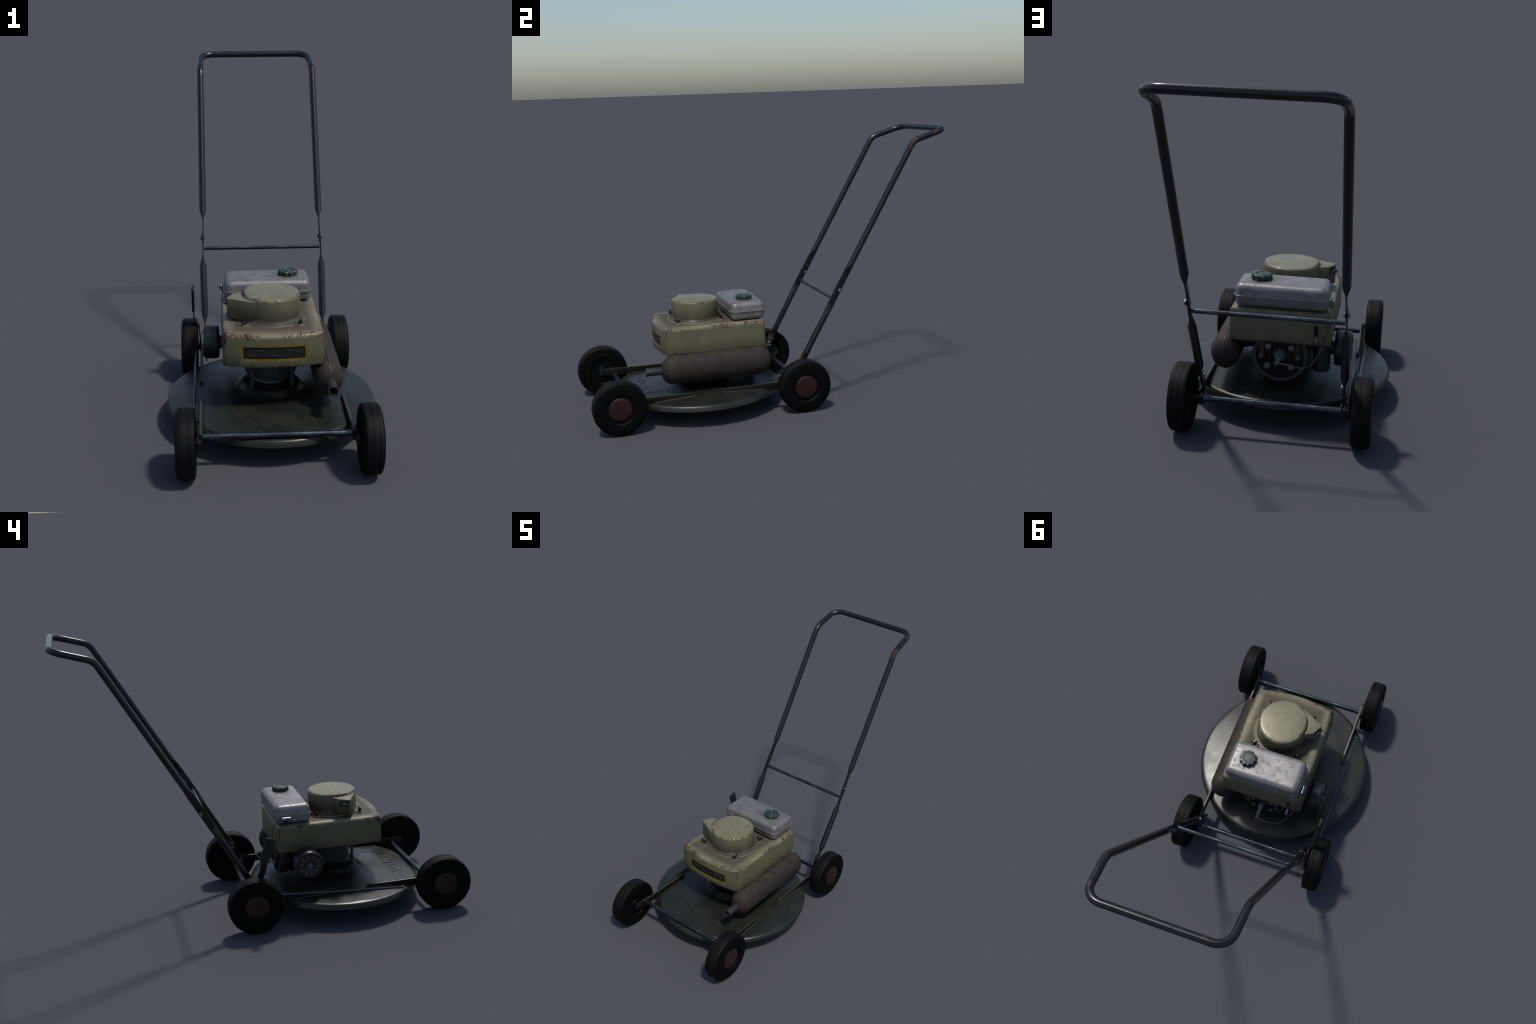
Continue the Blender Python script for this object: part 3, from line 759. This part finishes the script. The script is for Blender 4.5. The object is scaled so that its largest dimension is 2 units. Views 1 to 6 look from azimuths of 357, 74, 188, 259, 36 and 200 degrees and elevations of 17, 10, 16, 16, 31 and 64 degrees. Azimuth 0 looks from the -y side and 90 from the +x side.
# ---- fuel tank --------------------------------------------------------------
TC = V((-.001, -.129, 0)); TX, TY = .1945, .0985
def tring(z, ins, r=.034): return [V((TC.x + x, TC.y + y, z)) for x, y in rrect(TX, TY, r, 10, 7, ins)]
def dome(z0, z1, ins0, draft, r, n=9):
    s = 1 if z1 > z0 else -1; out = [tring(z0, ins0), tring(z1 - s * r, ins0 + draft)]
    for k in range(1, n + 1):
        a = pi / 2 * k / n; out.append(tring(z1 - s * r + s * r * sin(a), ins0 + draft + r * (1 - cos(a))))
    for e, h in ((.045, .0006), (.062, .0009), (.08, .0010)): out.append(tring(z1 + s * h, e))
    return out
low = dome(.5265, .4815, .0036, .003, .022); up = dome(.5295, .577, .0034, .0035, .027)
tank = obj('fuel_tank', loft(low[::-1] + [tring(.5262, .0015), tring(.5268, .0006), tring(.5292, .0006), tring(.5298, .0015)] + up), M_TANK, mower, 40)
obj('tank_bracket', box((-.003, -.135, .4815), (.30, .10, .008), .001), M_BLACK, tank)
cap = []
for k in range(140):
    a = 2 * pi * k / 140; c = (.5 + .5 * cos(10 * a)); cap.append(.0380 + .0056 * c ** 1.6)
def cring(z, f, ins): return [V((.0915 + (cap[k] * f - ins) * cos(2 * pi * k / 140), -.1285 + (cap[k] * f - ins) * sin(2 * pi * k / 140), z)) for k in range(140)]
def circ(z, r): return [V((.0915 + r * cos(2 * pi * k / 140), -.1285 + r * sin(2 * pi * k / 140), z)) for k in range(140)]
obj('tank_cap', loft([cring(.577, 1, .001), cring(.579, 1, 0), cring(.5965, 1, 0), cring(.5995, 1, .0028), circ(.6005, .0335), circ(.6008, .0285), circ(.5985, .0262), circ(.5985, .0215), circ(.6002, .0195), circ(.6004, .008)]), M_GREEN, tank, 32)

# ignition capacitor beside the tank
coil = obj('capacitor', cyl((-.2065, -.066, .516), (-.2065, -.111, .516), .0100, 20, .0012), M_CHROME, mower)
obj('capacitor_clip', box((-.2005, -.088, .505), (.006, .020, .030), .001), M_BLACK, coil)

# ---- muffler ----------------------------------------------------------------
MX, MZ, MA, MB = .2280, .2670, .0615, .0750
MY0, MY1, CAPL = -.621, -.029, .064
def mprof():
    out = []
    for k in range(0, 11):
        a = pi / 2 * k / 10; out.append((MY0 + CAPL * (1 - sin(a)), cos(a) if k < 10 else 0))
    st = [(y, s) for y, s in out][::-1]
    st = st + [(MY0 + CAPL + (MY1 - MY0 - 2 * CAPL) * k / 12, 1.) for k in range(1, 12)]
    return st + [(MY1 + MY0 - y, s) for y, s in out]
def muff():
    rings = []
    stn = []
    for k in range(0, 12): a = pi / 2 * k / 11; stn.append((MY0 + CAPL * (1 - cos(a)), max(.02, sin(a)) ** .9))
    for k in range(1, 12): stn.append((MY0 + CAPL + (MY1 - MY0 - 2 * CAPL) * k / 12, 1.))
    for k in range(11, -1, -1): a = pi / 2 * k / 11; stn.append((MY1 - CAPL * (1 - cos(a)), max(.02, sin(a)) ** .9))
    for y, s in stn:
        r = []
        for k in range(48):
            t = 2 * pi * k / 48; r.append(V((MX + MA * s * cos(t), y, MZ + MB * s * sin(t))))
        rings.append(r)
    return rings, stn
rings, stn = muff()
muffler = obj('muffler', loft(rings), M_MUFF, mower, 50)
seam = [(y, MZ + MB * s + .0028) for y, s in stn] + [(y, MZ - MB * s - .0028) for y, s in reversed(stn)]
seam[0] = (seam[0][0] - .0028, MZ + .004); seam[-1] = (seam[-1][0] - .0028, MZ - .004)
n = len(stn); seam[n - 1] = (seam[n - 1][0] + .0028, MZ + .004); seam[n] = (seam[n][0] + .0028, MZ - .004)
obj('muffler_seam', prism(seam, MX - .0016, MX + .0016, lambda u, v, d: V((d, u, v)), .0006), M_SEAM, muffler, 30)
tl = revolve([(.0195, .0), (.0205, .002), (.0205, .0800), (.0225, .0805), (.0225, .089), (.0205, .0900), (.0165, .0898), (.0160, .084), (.0160, .02), (0, .02)], (.2310, -.612, .2680), (0, -1, 0), 28)
obj('tail_pipe', tl, M_TAIL, muffler, 35)
obj('exhaust_elbow', merge(cyl((.20, -.125, .312), (.095, -.125, .312), .029, 28), cyl((.150, -.125, .312), (.138, -.125, .312), .034, 28, .001)), M_BLACK, muffler)

# ---- wires ------------------------------------------------------------------
w1 = spline([(CX, .030, .281), (-.025, .036, .2795), (-.056, .037, .2755), (-.104, .024, .264), (-.132, .002, .266), (-.150, -.018, .283), (-.170, -.040, .322), (-.180, -.060, .352)], 8)
obj('spark_lead', tube(w1, .0024, 8), M_WIRE2, mower, 60)
w2 = spline([(-.2065, -.070, .516), (-.2065, -.048, .510), (-.203, -.026, .487), (-.197, -.0145, .445), (-.190, -.018, .395), (-.178, -.026, .340), (-.160, -.030, .293), (-.160, -.055, .272), (-.165, -.085, .270), (-.178, -.110, .288)], 8)
obj('capacitor_lead', tube(w2, .0022, 8), M_WIRE, mower, 60)
w3 = spline([(-.12, -.255, .268), (-.112, -.30, .252), (-.100, -.35, .250), (-.084, -.395, .258), (-.076, -.405, .275), (-.072, -.395, .285)], 8)
obj('ground_lead', tube(w3, .0018, 8), M_WIRE, mower, 60)
bpy.data.objects.remove(bolt_mesh)
for o in list(bpy.data.objects):
    if o.name.startswith('bolt'): o.hide_render = False
